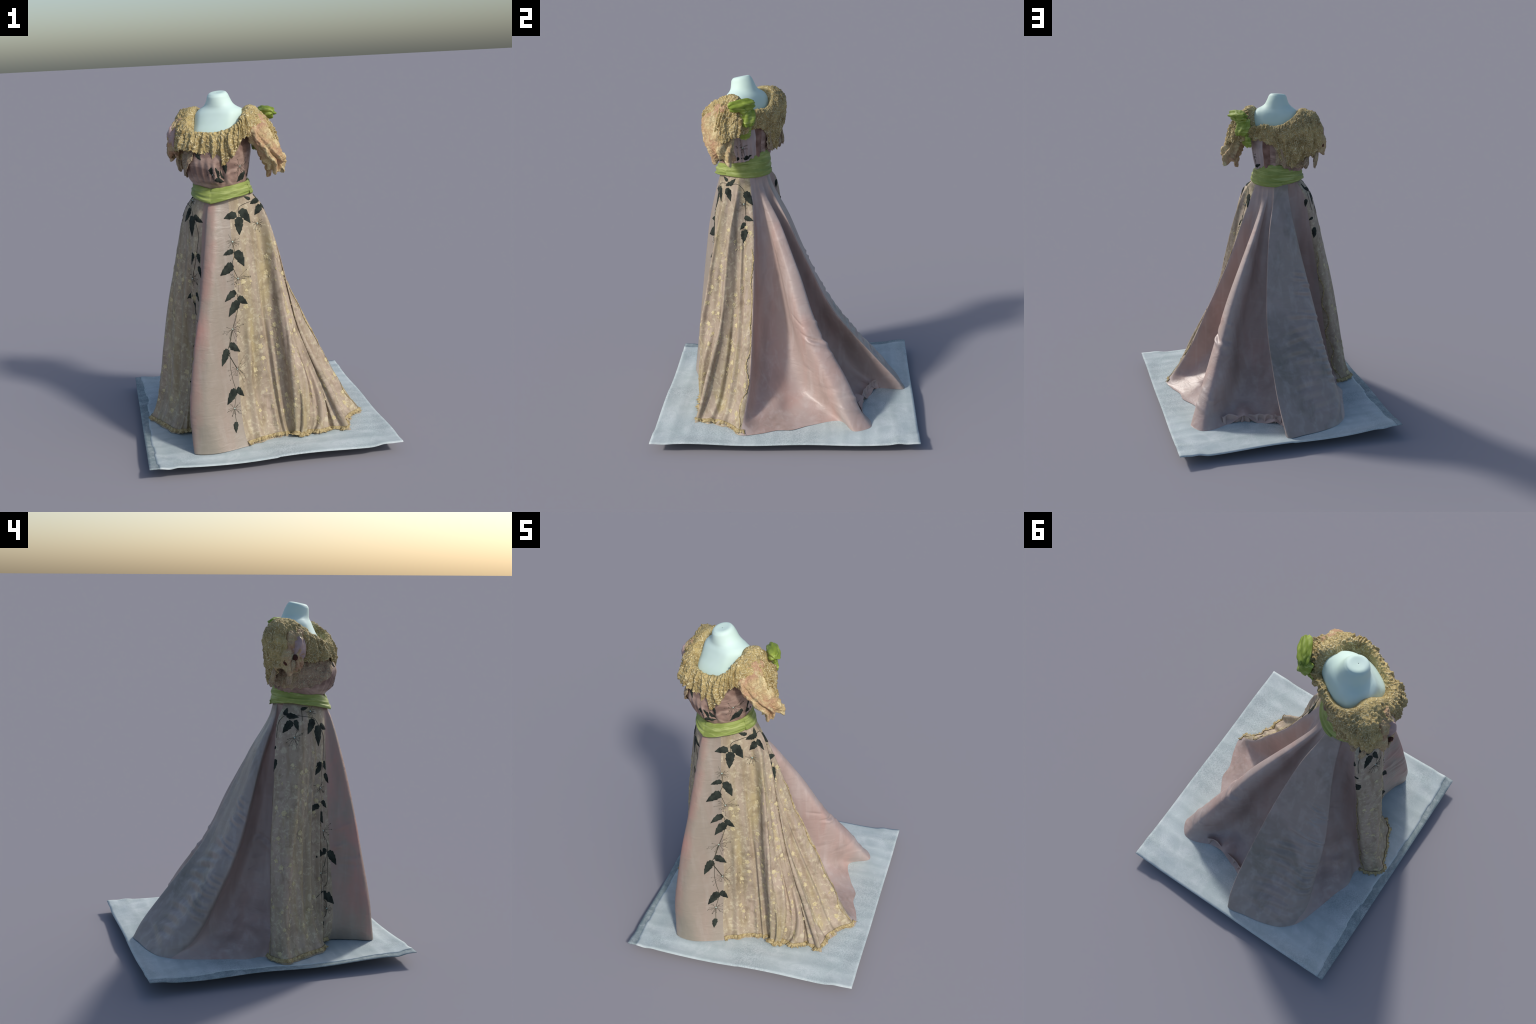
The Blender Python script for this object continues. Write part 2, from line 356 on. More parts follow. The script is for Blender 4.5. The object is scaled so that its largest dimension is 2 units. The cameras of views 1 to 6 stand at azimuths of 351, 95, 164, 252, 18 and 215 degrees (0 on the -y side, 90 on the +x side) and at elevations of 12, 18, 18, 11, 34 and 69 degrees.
# ------------------------------------------------------------ skirt
# fold lines of the skirt, anticlockwise from the centre-front ridge; each one runs from the
# hem up:          hem,     z .15 (None: straight),   z .30,       z .60,       z .90,       z 1.15,      z 1.35
FOLDS = [
 ('front_ridge',    (-.438,-.600), None         , (-.440,-.562), (-.400,-.522), (-.340,-.482), (-.299,-.430), (-.266,-.384)),
 ('front',          (-.330,-.635), None         , (-.355,-.603), (-.327,-.555), (-.290,-.505), (-.256,-.456), (-.235,-.400)),
 ('front',        (-.150,-.588), (-.165,-.556), (-.170,-.508),(-.165,-.461),(-.160,-.445),(-.155,-.422),(-.155,-.387)),
 ('lace',         (-.050,-.545), (-.060,-.500), (-.065,-.452),(-.070,-.432),(-.080,-.430),(-.088,-.412),(-.095,-.375)),
 ('lace',         ( .050,-.507), ( .040,-.470), ( .025,-.438),( .005,-.418),(-.010,-.408),(-.025,-.386),(-.045,-.355)),
 ('lace_valley',  ( .135,-.505), ( .120,-.482), ( .105,-.456),( .072,-.425),( .050,-.383),( .030,-.345),( .005,-.325)),
 ('lace_ridge',     ( .165,-.530), ( .180,-.534), ( .181,-.530), ( .139,-.492), ( .112,-.432), ( .086,-.378), ( .050,-.326)),
 ('lace',         ( .215,-.508), ( .245,-.490), ( .243,-.468),( .172,-.412),( .128,-.372),( .094,-.328),( .054,-.295)),
 ('lace',         ( .275,-.528), ( .310,-.490), ( .293,-.458),( .205,-.388),( .148,-.347),( .106,-.312),( .058,-.280)),
 ('lace',         ( .360,-.500), ( .350,-.468), ( .316,-.436),( .220,-.366),( .158,-.333),( .114,-.303),( .060,-.265)),
 ('lace_ridge',     ( .445,-.524), ( .410,-.496), ( .353,-.452), ( .236,-.370), ( .167,-.333), ( .120,-.299), ( .062,-.255)),
 ('lace_valley',    ( .480,-.430), ( .402,-.385), ( .332,-.345), ( .215,-.300), ( .144,-.275), ( .094,-.256), ( .045,-.232)),
 ('lace',           ( .520,-.335), ( .455,-.310), ( .390,-.280), ( .265,-.243), ( .156,-.228), ( .090,-.217), ( .036,-.207)),
 ('lace_edge',      ( .600,-.250), ( .538,-.233), ( .458,-.203), ( .325,-.182), ( .194,-.171), ( .105,-.164), ( .026,-.178)),
 ('gore',           ( .585,-.140), ( .445,-.165), ( .305,-.162), ( .175,-.155), ( .085,-.150), ( .032,-.156), ( .000,-.162)),
 ('gore',           ( .545,-.040), ( .390,-.060), ( .245,-.060), ( .112,-.048), ( .060,-.085), ( .025,-.125), (-.004,-.148)),
 ('gore_valley',    ( .542, .040), ( .330, .025), ( .225, .022), ( .105,-.008), ( .058,-.052), ( .020,-.105), (-.012,-.140)),
 ('gore',           ( .490, .140), ( .320, .120), ( .248, .092), ( .140, .022), ( .070,-.032), ( .024,-.090), (-.020,-.132)),
 ('tube_crease',    ( .440, .315), ( .388, .242), ( .340, .165), ( .230, .056), ( .122,-.014), ( .038,-.080), (-.022,-.126)),
 ('tube_ridge',    ( .562, .395), ( .522, .350), ( .450, .272), ( .308, .114), ( .180, .030), ( .060,-.048), (-.030,-.119)),
 ('tube',           ( .515, .488), ( .474, .434), ( .420, .362), ( .290, .192), ( .162, .086), ( .046,-.008), (-.044,-.108)),
 ('tube',           ( .450, .495), ( .400, .405), ( .334, .338), ( .222, .172), ( .110, .066), ( .018,-.022), (-.052,-.101)),
 ('train_inner',    ( .310, .450), ( .266, .315), ( .216, .228), ( .130, .086), ( .054, .008), (-.004,-.050), (-.060,-.101)),
 ('train_valley',   ( .190, .475), ( .160, .330), ( .130, .210), ( .070, .074), ( .014,-.006), (-.032,-.060), (-.070,-.099)),
 ('train_valley',   ( .080, .515), ( .048, .365), ( .004, .245), (-.008, .094), (-.030, .016), (-.057,-.046), (-.082,-.092)),
 ('train_roll',     ( .020, .550), (-.028, .430), (-.034, .345), (-.014, .175), (-.030, .064), (-.054,-.017), (-.086,-.080)),
 ('train_edge',     ( .027, .712), ( .044, .656), ( .054, .532), ( .043, .288), ( .008, .138), (-.034, .032), (-.087,-.064)),
 ('train',          (-.090, .697), (-.074, .622), (-.052, .490), (-.042, .272), (-.057, .132), (-.075, .034), (-.112,-.055)),
 ('train',          (-.200, .677), (-.195, .596), (-.170, .460), (-.138, .262), (-.126, .128), (-.130, .036), (-.143,-.055)),
 ('train',          (-.305, .638), (-.335, .568), (-.312, .448), (-.252, .252), (-.210, .121), (-.184, .034), (-.174,-.055)),
 ('train_edge',     (-.352, .602), (-.386, .485), (-.362, .366), (-.314, .198), (-.262, .085), (-.218, .010), (-.196,-.060)),
 ('side_roll',      (-.395, .540), (-.345, .405), (-.275, .290), (-.228, .130), (-.196, .034), (-.174,-.030), (-.192,-.087)),
 ('side',           (-.440, .410), (-.322, .255), (-.225, .180), (-.182, .062), (-.174,-.016), (-.174,-.060), (-.206,-.102)),
 ('side_valley',    (-.475, .300), (-.396, .152), (-.296, .075), (-.224,-.003), (-.204,-.060), (-.202,-.080), (-.230,-.103)),
 ('side_valley',    (-.515, .190), (-.420, .075), (-.325, .002), (-.275,-.046), (-.258,-.078), (-.252,-.078), (-.254,-.095)),
 ('side',           (-.500, .090), (-.442, .022), (-.388,-.018), (-.352,-.036), (-.328,-.048), (-.302,-.054), (-.278,-.074)),
 ('left_lace',    (-.560, .050), (-.545, .045), (-.510, .040),(-.458, .030),(-.402, .000),(-.352,-.028),(-.308,-.052)),
 ('left_lace',    (-.637,-.010), (-.595,-.010), (-.560,-.020),(-.516,-.065),(-.467,-.112),(-.416,-.136),(-.364,-.165)),
 ('left_lace',    (-.580,-.140), (-.535,-.135), (-.488,-.140),(-.450,-.155),(-.420,-.180),(-.388,-.205),(-.354,-.220)),
 ('left_lace',    (-.507,-.290), (-.470,-.270), (-.430,-.245),(-.395,-.240),(-.375,-.255),(-.356,-.275),(-.330,-.285)),
 ('left_lace',    (-.430,-.270), (-.425,-.290), (-.400,-.300),(-.368,-.300),(-.352,-.305),(-.332,-.315),(-.305,-.322)),
 ('front_valley', (-.360,-.370), (-.390,-.375), (-.395,-.375),(-.352,-.365),(-.328,-.352),(-.302,-.345),(-.282,-.342)),
 ('front_side',   (-.400,-.500), (-.415,-.490), (-.415,-.470),(-.378,-.435),(-.328,-.405),(-.292,-.375),(-.267,-.358)),
]
NF = len(FOLDS); SUB = 14; ROWS = 300
HEM_Z, TOP_Z = .064, 1.445
def build_skirt_grid():
    zk = [HEM_Z, .15, .30, .60, .90, 1.15, 1.35, TOP_Z]
    P = np.zeros((8, NF, 2))
    for i, row in enumerate(FOLDS):
        for k in range(7):
            P[k, i] = row[1 + k] if row[1 + k] else .635 * np.array(row[1]) + .365 * np.array(row[3])
        back = float(smooth(13.5, 16, i) * (1 - smooth(33, 35.5, i)))     # skirt set in closely at the back waist
        P[6, i] = LC + (P[6, i] - LC) * (1 - .08 * back); P[5, i] = LC + (P[5, i] - LC) * (1 - .03 * back)
        d = P[6, i] - LC; P[7, i] = LC + d / np.linalg.norm(d) * (.148 - .012 * back)
    t = np.linspace(0, 1, ROWS); zs = TOP_Z + (HEM_Z - TOP_Z) * t
    rows = hermite_rows(zk, P, zs)
    G = np.zeros((ROWS, NF * SUB, 3))
    for r in range(ROWS):
        G[r, :, :2] = ring_spline(rows[r], SUB); G[r, :, 2] = zs[r]
    U, TT = np.meshgrid(np.arange(NF * SUB) / SUB, t)
    # hem lifted off the floor where it arches between the back folds
    lift = .055 * bump(U, 22.6, .45) + .02 * bump(U, 24.3, .4) + .012 * bump(U, 5.6, .3) + .008 * bump(U, 11.2, .3)
    G[..., 2] += lift * smooth(.93, 1, TT)
    N = grid_normals(G, True)
    if (N[ROWS // 2, 0] @ np.array([-.49, -.87, 0])) < 0: N = -N
    D = np.zeros(U.shape)
    grow = smooth(.05, .8, TT)
    # soft pleats in the lace panels
    lace = smooth(1.9, 2.6, U) * (1 - smooth(12.6, 13.2, U)) + smooth(35.5, 36.3, U) * (1 - smooth(40.2, 40.8, U))
    ph = pnoise(np.stack([U.ravel() * .5, TT.ravel() * 1.5, 0 * U.ravel()], 1), 1.0, 3).reshape(U.shape)
    D += lace * grow * (.010 * np.sin(U * 4.6 + ph * 7) * (.7 + ph) + .005 * np.sin(U * 11 + ph * 9) * (.6 + 1.5 * ph))
    D += lace * .0035 * pnoise(np.stack([U.ravel() * 2.4, TT.ravel() * 9, 0 * U.ravel()], 1), 1.0, 5).reshape(U.shape) * grow
    # a few uneven pleats that widen towards the hem
    rp = random.Random(21)
    for lo, hi, cnt in ((2.6, 12.6, 15), (36.2, 40.2, 7)):
        for k in range(cnt):
            cu = lo + (hi - lo) * (k + rp.uniform(.1, .9)) / cnt; wd = rp.uniform(.10, .24); drift = rp.uniform(-.35, .35)
            top = rp.uniform(.08, .45); am = rp.uniform(.006, .013)
            g = smooth(top, top + .35, TT)
            D += am * g * (bump(U, cu + drift * TT, wd) - .8 * bump(U, cu + drift * TT + 1.7 * wd, wd))
    # slight unevenness of the satin
    D += .004 * pnoise(np.stack([U.ravel() * .8, TT.ravel() * 5, 0 * U.ravel()], 1), 1.0, 9).reshape(U.shape) * smooth(.05, .3, TT)
    # cross wrinkles along the train edge and the tube fold
    def wrinkle(u, tt, du, dt, amp, slope=0.0):
        return amp * bump(U, u, du) * np.exp(-((TT - tt - slope * (U - u)) / dt) ** 2)
    rng = random.Random(4)
    for c in (.395, .42, .45, .48, .555, .59, .69, .71, .735, .755, .78, .81, .84):
        cu = 29.3 + rng.uniform(-.4, .3); a = rng.uniform(.6, 1.2); sl = rng.uniform(.01, .025)
        D += wrinkle(cu, c, .5, .0065, .0075 * a, sl) - wrinkle(cu - .1, c + .014, .5, .007, .0075 * a, sl)
    for c in (.57, .62, .66, .71, .745, .79, .83, .87, .905, .935):
        cu = 28.1 + rng.uniform(-.4, .5); a = rng.uniform(.5, 1.1); sl = rng.uniform(-.02, .03)
        D += wrinkle(cu, c, .75, .011, .008 * a, sl) - wrinkle(cu, c + .022, .75, .011, .007 * a, sl)
    for k in range(40):
        cu = rng.choice((rng.uniform(14, 21.5), rng.uniform(30.6, 34.5), rng.uniform(41.5, 43))); c = rng.uniform(.45, .95); a = rng.uniform(-1, 1)
        D += wrinkle(cu, c, rng.uniform(.3, .8), rng.uniform(.008, .02), .005 * a, rng.uniform(-.03, .03))
    for u, c, a in ((20.3, .60, .007), (20.5, .665, -.008), (20.4, .685, .008), (19.2, .655, -.010), (19.3, .675, .008), (20.2, .72, .004), (19.6, .86, .005), (20.2, .89, .006), (19.3, .92, .006)):
        D += wrinkle(u, c, .5, .008, a, .02)
    for u, c, a in ((31.6, .93, -.006), (32.4, .955, .007), (33.2, .92, .006), (32.2, .90, .004), (33.8, .96, -.006), (15.2, .94, .007), (16.0, .965, -.007), (17.0, .95, .008), (17.5, .975, -.006)):
        D += wrinkle(u, c, .5, .015, a, .01)
    G = G + N * D[..., None]
    G[..., 2] = np.maximum(G[..., 2], .066)
    return G, grid_normals(G, True), U, TT
SG, SN, SU, ST = build_skirt_grid()
if (SN[ROWS // 2, 0] @ np.array([-.49, -.87, 0])) < 0: SN = -SN; FLIP = True
else: FLIP = False
SF = grid_faces(ROWS, NF * SUB, True)
if not FLIP: pass
def face_dir(G, F, N):
    a, b, c, d = [G.reshape(-1, 3)[i] for i in F[len(F) // 2]]
    return np.dot(np.cross(b - a, c - a), N.reshape(-1, 3)[F[len(F) // 2][0]]) > 0
if not face_dir(SG, SF, SN): SF = [f[::-1] for f in SF]
SBVH = BVHTree.FromPolygons([tuple(v) for v in SG.reshape(-1, 3)], SF)

PANELS = [('front_panel', MAT_FRONT, 40.9, 45.0 - .9), ('lace_overlay', MAT_LACE_SKIRT, 2.1, 13.0),
          ('side_gore', MAT_GORE, 13.0, 22.0), ('train_lining_fold', MAT_GORE, 22.0, 26.0),
          ('train_panel', MAT_TRAIN, 26.0, 30.4), ('side_gore', MAT_GORE, 30.4, 35.5),
          ('lace_overlay', MAT_LACE_SKIRT, 35.5, 40.9)]
PART = {}
fu = [SU.ravel()[f[0]] for f in SF]
fcol = np.array([(min(i % (NF * SUB) for i in f) if max(i % (NF * SUB) for i in f) - min(i % (NF * SUB) for i in f) < 5 else NF * SUB - 1) for f in SF]) / SUB
for name, mat, u0, u1 in PANELS:
    if name == 'front_panel':
        keep = np.where((fcol >= u0 - 1e-6) | (fcol < 2.1 - 1e-6))[0]
    else:
        keep = np.where((fcol >= u0 - 1e-6) & (fcol < u1 - 1e-6))[0]
    PART[(name, u0)] = submesh(name, SG, SN, SF, list(keep), mat, root)

def skirt_point(u, t):
    c = (u % NF) * SUB; r = t * (ROWS - 1)
    c0 = int(c); fc = c - c0; r0 = min(int(r), ROWS - 2); fr = r - r0
    c1 = (c0 + 1) % (NF * SUB); c0 %= NF * SUB
    g = lambda A: (A[r0, c0] * (1 - fc) + A[r0, c1] * fc) * (1 - fr) + (A[r0 + 1, c0] * (1 - fc) + A[r0 + 1, c1] * fc) * fr
    return g(SG), g(SN)

# ------------------------------------------------------------ dress form (neck and shoulders)
def build_form():
    # z, half width, front, back
    prof = [(1.60,.120,.120,-.095),(1.70,.135,.138,-.112),(1.75,.148,.136,-.124),(1.785,.158,.116,-.136),(1.82,.152,.094,-.133),(1.855,.147,.077,-.124),
            (1.88,.139,.067,-.115),(1.897,.122,.059,-.106),(1.909,.100,.056,-.099),(1.925,.079,.056,-.091),(1.95,.065,.056,-.079),(1.97,.058,.055,-.067),
            (1.979,.053,.051,-.060),(1.986,.046,.045,-.053),(1.989,.036,.034,-.040),(1.988,.018,.017,-.02),(1.987,.002,.002,-.002)]
    M = 96; th = np.arange(M) / M * 2 * math.pi
    rows = []
    pr = open_spline(prof, 6)
    for z, w, fr, bk in pr:
        cen = (fr + bk) / 2; hf = (fr - bk) / 2
        e = 1 - .22 * (1 - smooth(1.86, 1.93, z))
        a = w * np.sign(np.sin(th)) * np.abs(np.sin(th)) ** e; f = cen + hf * np.sign(np.cos(th)) * np.abs(np.cos(th)) ** e
        zz = z - .19 * f * smooth(1.90, 1.985, z) + 0 * f
        rows.append(np.stack([a, f, zz], 1))
    rows = np.array(rows)
    # shoulders slope down and back
    sh = smooth(.08, .14, np.abs(rows[..., 0])) * (1 - smooth(1.9, 1.95, rows[..., 2]))
    rows[..., 1] -= .012 * sh
    G = worldv(rows); N = grid_normals(G, True)
    return make_obj('dress_form', G.reshape(-1, 3), [f[::-1] for f in grid_faces(len(rows), M, True)], MAT_FORM, root)
FORM = build_form()

# ------------------------------------------------------------ bodice
def build_bodice():
    # z, right (-a), left (+a), front, back
    prof = [(1.43,-.140,.138,.140,-.122),(1.47,-.143,.138,.144,-.122),(1.495,-.153,.139,.157,-.124),(1.53,-.174,.142,.182,-.132),(1.58,-.188,.150,.202,-.134),
            (1.62,-.192,.160,.212,-.137),(1.66,-.190,.168,.202,-.140),(1.70,-.182,.172,.184,-.140),(1.74,-.172,.165,.165,-.138),(1.765,-.16,.155,.150,-.136)]
    pr = open_spline(prof, 9); M = 260
    th = np.arange(M) / M * 2 * math.pi
    rows = []
    for z, l, r, fr, bk in pr:
        s, c = np.sin(th), np.cos(th)
        a = np.where(s > 0, r, -l) * np.sign(s) * np.abs(s) ** .92
        f = np.where(c > 0, fr, -bk) * np.sign(c) * np.abs(c) ** .92
        rows.append(np.stack([a, f, z + 0 * a], 1))
    rows = np.array(rows)
    G = worldv(rows); N = grid_normals(G, True)
    TH = np.broadcast_to(th, rows.shape[:2]); Z = rows[..., 2]
    # gathers fanning up out of the sash
    fold = np.sin(TH * 26 + 3 * np.sin(TH * 3)) * .0045 * (1 - smooth(1.54, 1.68, Z)) * smooth(1.485, 1.54, Z)
    fold = fold + .012 * bump(TH, .25, .22) * bump(Z, 1.56, .06) - .014 * bump(TH, .5, .10) * bump(Z, 1.57, .07)
    fold = fold + .006 * pnoise(G.reshape(-1, 3), 16, 2).reshape(Z.shape)
    sgn = 1 if (N[5, 0, :2] @ LF) > 0 else -1
    G = G + sgn * N * fold[..., None]
    F = grid_faces(len(rows), M, True)
    N = sgn * grid_normals(G, True)
    if not face_dir(G, F, N): F = [f[::-1] for f in F]
    DEG = np.degrees(th) % 360
    fd = np.array([DEG[f[0] % M] for f in F])
    side = (fd > 98) & (fd < 160); slit = (fd >= 160) & (fd < 176)
    ob = submesh('bodice', G, N, F, list(np.where(~side & ~slit)[0]), MAT_BODICE, root)
    submesh('bodice_side', G, N, F, list(np.where(side)[0]), MAT_BODICE_PALE, ob)
    submesh('bodice_placket', G, N, F, list(np.where(slit)[0]), MAT_PLACKET, ob)
    return ob, BVHTree.FromPolygons([tuple(v) for v in G.reshape(-1, 3)], F)
BODICE, BBVH = build_bodice()

# ------------------------------------------------------------ bertha collar
# round the neckline from the centre front towards the wearer's left; each row:
# tucked neckline, rim, shoulder, drop, lower edge   (a, f, z)
BERTHA = [
 ((.000,.138,1.768),(.000,.160,1.784),(.000,.186,1.758),(.000,.203,1.712),(.000,.206,1.672)),
 ((.075,.130,1.770),(.078,.152,1.788),(.082,.182,1.760),(.086,.206,1.695),(.086,.204,1.622)),
 ((.122,.112,1.785),(.136,.140,1.812),(.153,.175,1.785),(.165,.185,1.740),(.172,.184,1.696)),
 ((.142,.078,1.812),(.160,.106,1.838),(.180,.143,1.820),(.190,.155,1.790),(.197,.152,1.755)),
 ((.148,.025,1.855),(.166,.042,1.882),(.208,.078,1.858),(.230,.090,1.815),(.245,.094,1.765)),
 ((.126,-.035,1.892),(.162,-.035,1.910),(.224,-.010,1.876),(.282,-.004,1.812),(.314,-.002,1.715)),
 ((.130,-.085,1.872),(.165,-.090,1.900),(.226,-.088,1.864),(.294,-.084,1.786),(.330,-.078,1.680)),
 ((.130,-.120,1.830),(.155,-.136,1.852),(.200,-.150,1.826),(.242,-.154,1.770),(.258,-.148,1.700)),
 ((.100,-.130,1.792),(.108,-.150,1.808),(.118,-.162,1.788),(.128,-.164,1.755),(.130,-.160,1.722)),
 ((.030,-.132,1.795),(.030,-.152,1.818),(.030,-.172,1.798),(.030,-.172,1.750),(.020,-.160,1.700)),
 ((-.040,-.130,1.795),(-.045,-.152,1.815),(-.050,-.174,1.780),(-.060,-.168,1.690),(-.075,-.148,1.590)),
 ((-.100,-.118,1.825),(-.112,-.140,1.852),(-.130,-.172,1.800),(-.140,-.170,1.690),(-.140,-.146,1.560)),
 ((-.138,-.085,1.872),(-.170,-.102,1.905),(-.226,-.152,1.832),(-.236,-.148,1.712),(-.206,-.108,1.600)),
 ((-.130,-.045,1.890),(-.175,-.055,1.912),(-.282,-.098,1.872),(-.316,-.098,1.772),(-.284,-.084,1.650)),
 ((-.132,.000,1.882),(-.170,.000,1.902),(-.254,-.012,1.858),(-.298,-.012,1.785),(-.302,-.004,1.700)),
 ((-.140,.045,1.848),(-.168,.055,1.866),(-.212,.080,1.822),(-.234,.086,1.752),(-.236,.085,1.690)),
 ((-.128,.100,1.798),(-.148,.122,1.814),(-.176,.150,1.786),(-.190,.162,1.745),(-.197,.165,1.700)),
 ((-.070,.132,1.774),(-.084,.158,1.790),(-.100,.192,1.766),(-.108,.212,1.738),(-.110,.224,1.706)),
]
def build_bertha():
    K = np.array(BERTHA)                      # (18,5,3)
    tuck = K[:, :1] * np.array([.80, .80, 1]) - np.array([0, 0, .030])   # facing turned in against the form
    K = np.concatenate([tuck, K], 1)
    n, sub = len(K), 40
    V = 70
    cols = [open_spline(K[i], 12) for i in range(n)]
    tt = np.linspace(0, 1, V)
    res = np.zeros((V, n, 3))
    for i, c in enumerate(cols):
        L = np.r_[0, np.cumsum(np.linalg.norm(np.diff(c, axis=0), axis=1))]; L /= L[-1]
        for k in range(3): res[:, i, k] = np.interp(tt, L, c[:, k])
    G = np.array([ring_spline(res[r], sub) for r in range(V)])
    G = worldv(G)
    U, T = np.meshgrid(np.arange(n * sub) / sub, tt)
    N = grid_normals(G, True)
    mid = G.mean((0, 1)); 
    if np.mean(np.sum((G - mid) * N, 2)) < 0: N = -N
    X = G.reshape(-1, 3)
    w = pnoise(np.stack([U.ravel() * .9, T.ravel() * 1.2, 0 * U.ravel()], 1), 1, 11).reshape(U.shape)
    fall = smooth(.2, .75, T)
    D = fall * (.010 - .004 * smooth(8, 9, U) * (1 - smooth(12, 13, U))) * np.sin(U * 7.5 + 6 * w) * (.7 + .6 * w) + fall * .005 * np.sin(U * 17 + 9 * w + 3 * T)
    D += .008 * pnoise(X, 20, 4).reshape(U.shape) * smooth(.1, .4, T)
    D += .005 * (1 - 2.2 * np.abs(pnoise(X, 48, 6).reshape(U.shape))) * smooth(.1, .35, T)
    # rosettes of the lace: rings round scattered centres
    ring = np.array([noise.voronoi(Vector(p) * 26)[0][0] for p in X]).reshape(U.shape)
    D += .0022 * np.sin(ring * 17) * smooth(.12, .3, T)
    D -= .012 * smooth(.15, .5, T)
    # upper tier of the collar ends in its own scalloped edge
    edge = .50 + .09 * np.abs(np.sin(U * 4.7 + 3 * w)) + .02 * np.sin(U * 29)
    D += .007 * smooth(-.015, .015, edge - T) * smooth(.12, .4, T)
    G = G + N * D[..., None]
    # scalloped lower edge
    sc = np.abs(np.sin(U * 4.4 + 2 * w)) ** .6
    G[..., 2] -= (.014 * sc - .003 * np.sin(U * 31)) * smooth(.7, 1, T)
    F = grid_faces(V, n * sub, True)
    if not face_dir(G, F, N): F = [f[::-1] for f in F]
    ob = make_obj('bertha_collar', G.reshape(-1, 3), F, MAT_BERTHA, root)
    solidify(ob, .004)
    return ob
BERTHA_OB = build_bertha()

# ------------------------------------------------------------ sleeves
def tube(name, path, mat, seed, amp, M=150, sub=14, close_top=True, hem=.02, parent=None):
    """path rows: (a, f, z, half width a, half width f, tilt)"""
    P = open_spline(path, sub); th = np.arange(M) / M * 2 * math.pi
    rows = []
    for k, (a, f, z, ra, rf, tl) in enumerate(P):
        aa = a + ra * np.sin(th); ff = f + rf * np.cos(th)
        rows.append(np.stack([aa, ff, z + tl * np.sin(th)], 1))
    G = worldv(np.array(rows)); R = len(P)
    TH, T = np.meshgrid(th, np.linspace(0, 1, R))
    N = grid_normals(G, True)
    c = G.mean((0, 1))
    if np.mean(np.sum((G - c) * N, 2)) < 0: N = -N
    X = G.reshape(-1, 3)
    D = amp * np.sin(TH * 7 + 4 * pnoise(X, 9, seed).reshape(T.shape)) * smooth(.1, .8, T)
    D += amp * 1.2 * pnoise(X, 18, seed + 1).reshape(T.shape)
    D += amp * .6 * (1 - 2 * np.abs(pnoise(X, 50, seed + 2).reshape(T.shape))) - 1.4 * amp
    G = G + N * D[..., None]
    G[..., 2] += hem * np.sin(TH * 3 + seed) * smooth(.75, 1, T)
    F = grid_faces(R, M, True)
    if not face_dir(G, F, N): F = [f[::-1] for f in F]
    ob = make_obj(name, G.reshape(-1, 3), F, mat, parent or root)
    solidify(ob, .005)
    return ob
tube('sleeve', [(.175,-.03,1.880,.03,.05,0),(.195,-.025,1.855,.075,.085,0),(.225,.006,1.78,.085,.112,-.01),(.262,-.006,1.70,.076,.102,-.01),(.286,-.035,1.63,.072,.086,-.005),(.296,-.062,1.580,.060,.070,.01),(.290,-.066,1.545,.054,.060,.012)], MAT_SLEEVE, 3, .012)
tube('sleeve', [(-.17,-.02,1.880,.03,.05,0),(-.195,-.01,1.855,.07,.08,0),(-.228,-.005,1.79,.07,.095,0),(-.246,-.01,1.72,.068,.095,0),(-.256,-.015,1.67,.062,.085,0),(-.262,-.02,1.63,.050,.07,0)], MAT_SLEEVE, 8, .012)

# ------------------------------------------------------------ sash
def build_sash(name, phi0, phi1, ztop, zbot, r_off, seed, parent, tail=None):
    M = 220; V = 26
    ph = np.radians(np.linspace(phi0, phi1, M)); full = abs(phi1 - phi0) >= 359.9
    if full: ph = np.radians(np.linspace(phi0, phi1, M, endpoint=False))
    T = np.linspace(0, 1, V)
    deg = np.degrees(ph) % 360
    per = lambda tab: np.interp(deg, [p for p, _ in tab], [v for _, v in tab])
    zt, zb = per(ztop), per(zbot)
    R = np.zeros((V, M, 3))
    for k, t in enumerate(T):
        z = zb + (zt - zb) * t
        bulge = .006 * math.sin(math.pi * t) ** .5 + .014 * (1 - t) + .005 * t + r_off + (1 - t) * (.020 * (bump(deg, 0, 45) + bump(deg, 360, 45)) + .008)
        bulge = bulge - .020 * bump(deg, 165, 70)
        a = (.148 + bulge) * np.sin(ph); f = (.146 + bulge) * np.cos(ph)
        R[k] = np.stack([a, f, z], 1)
    G = worldv(R); N = grid_normals(G, full)
    if (N[V // 2, M // 4] @ np.r_[G[V // 2, M // 4, :2] - LC, 0]) < 0: N = -N
    PH, TT = np.meshgrid(ph, T)
    q = np.stack([PH.ravel() * 1.2, TT.ravel() * 5, 0 * PH.ravel()], 1)
    D = .006 * pnoise(q, 1, seed).reshape(PH.shape) + .0016 * np.sin(TT * 15 + 5 * pnoise(q, .6, seed + 1).reshape(PH.shape))
    G = G + N * D[..., None]
    F = grid_faces(V, M, full)
    if not face_dir(G, F, N): F = [f[::-1] for f in F]
    ob = make_obj(name, G.reshape(-1, 3), F, MAT_SASH, parent)
    solidify(ob, .006)
    return ob
ZT = [(0,1.478),(30,1.487),(60,1.497),(90,1.505),(130,1.52),(160,1.55),(190,1.562),(230,1.545),(270,1.51),(320,1.495),(345,1.482),(360,1.478)]
ZB = [(0,1.398),(15,1.408),(40,1.425),(90,1.437),(140,1.43),(180,1.425),(230,1.438),(270,1.448),(310,1.435),(345,1.408),(360,1.398)]
SASH = build_sash('sash', 0, 360, ZT, ZB, 0, 2, root)
build_sash('sash_lap', 84, 205, [(84,1.495),(120,1.497),(160,1.495),(190,1.475),(205,1.46)], [(84,1.433),(120,1.424),(160,1.415),(190,1.420),(205,1.432)], .006, 6, SASH)

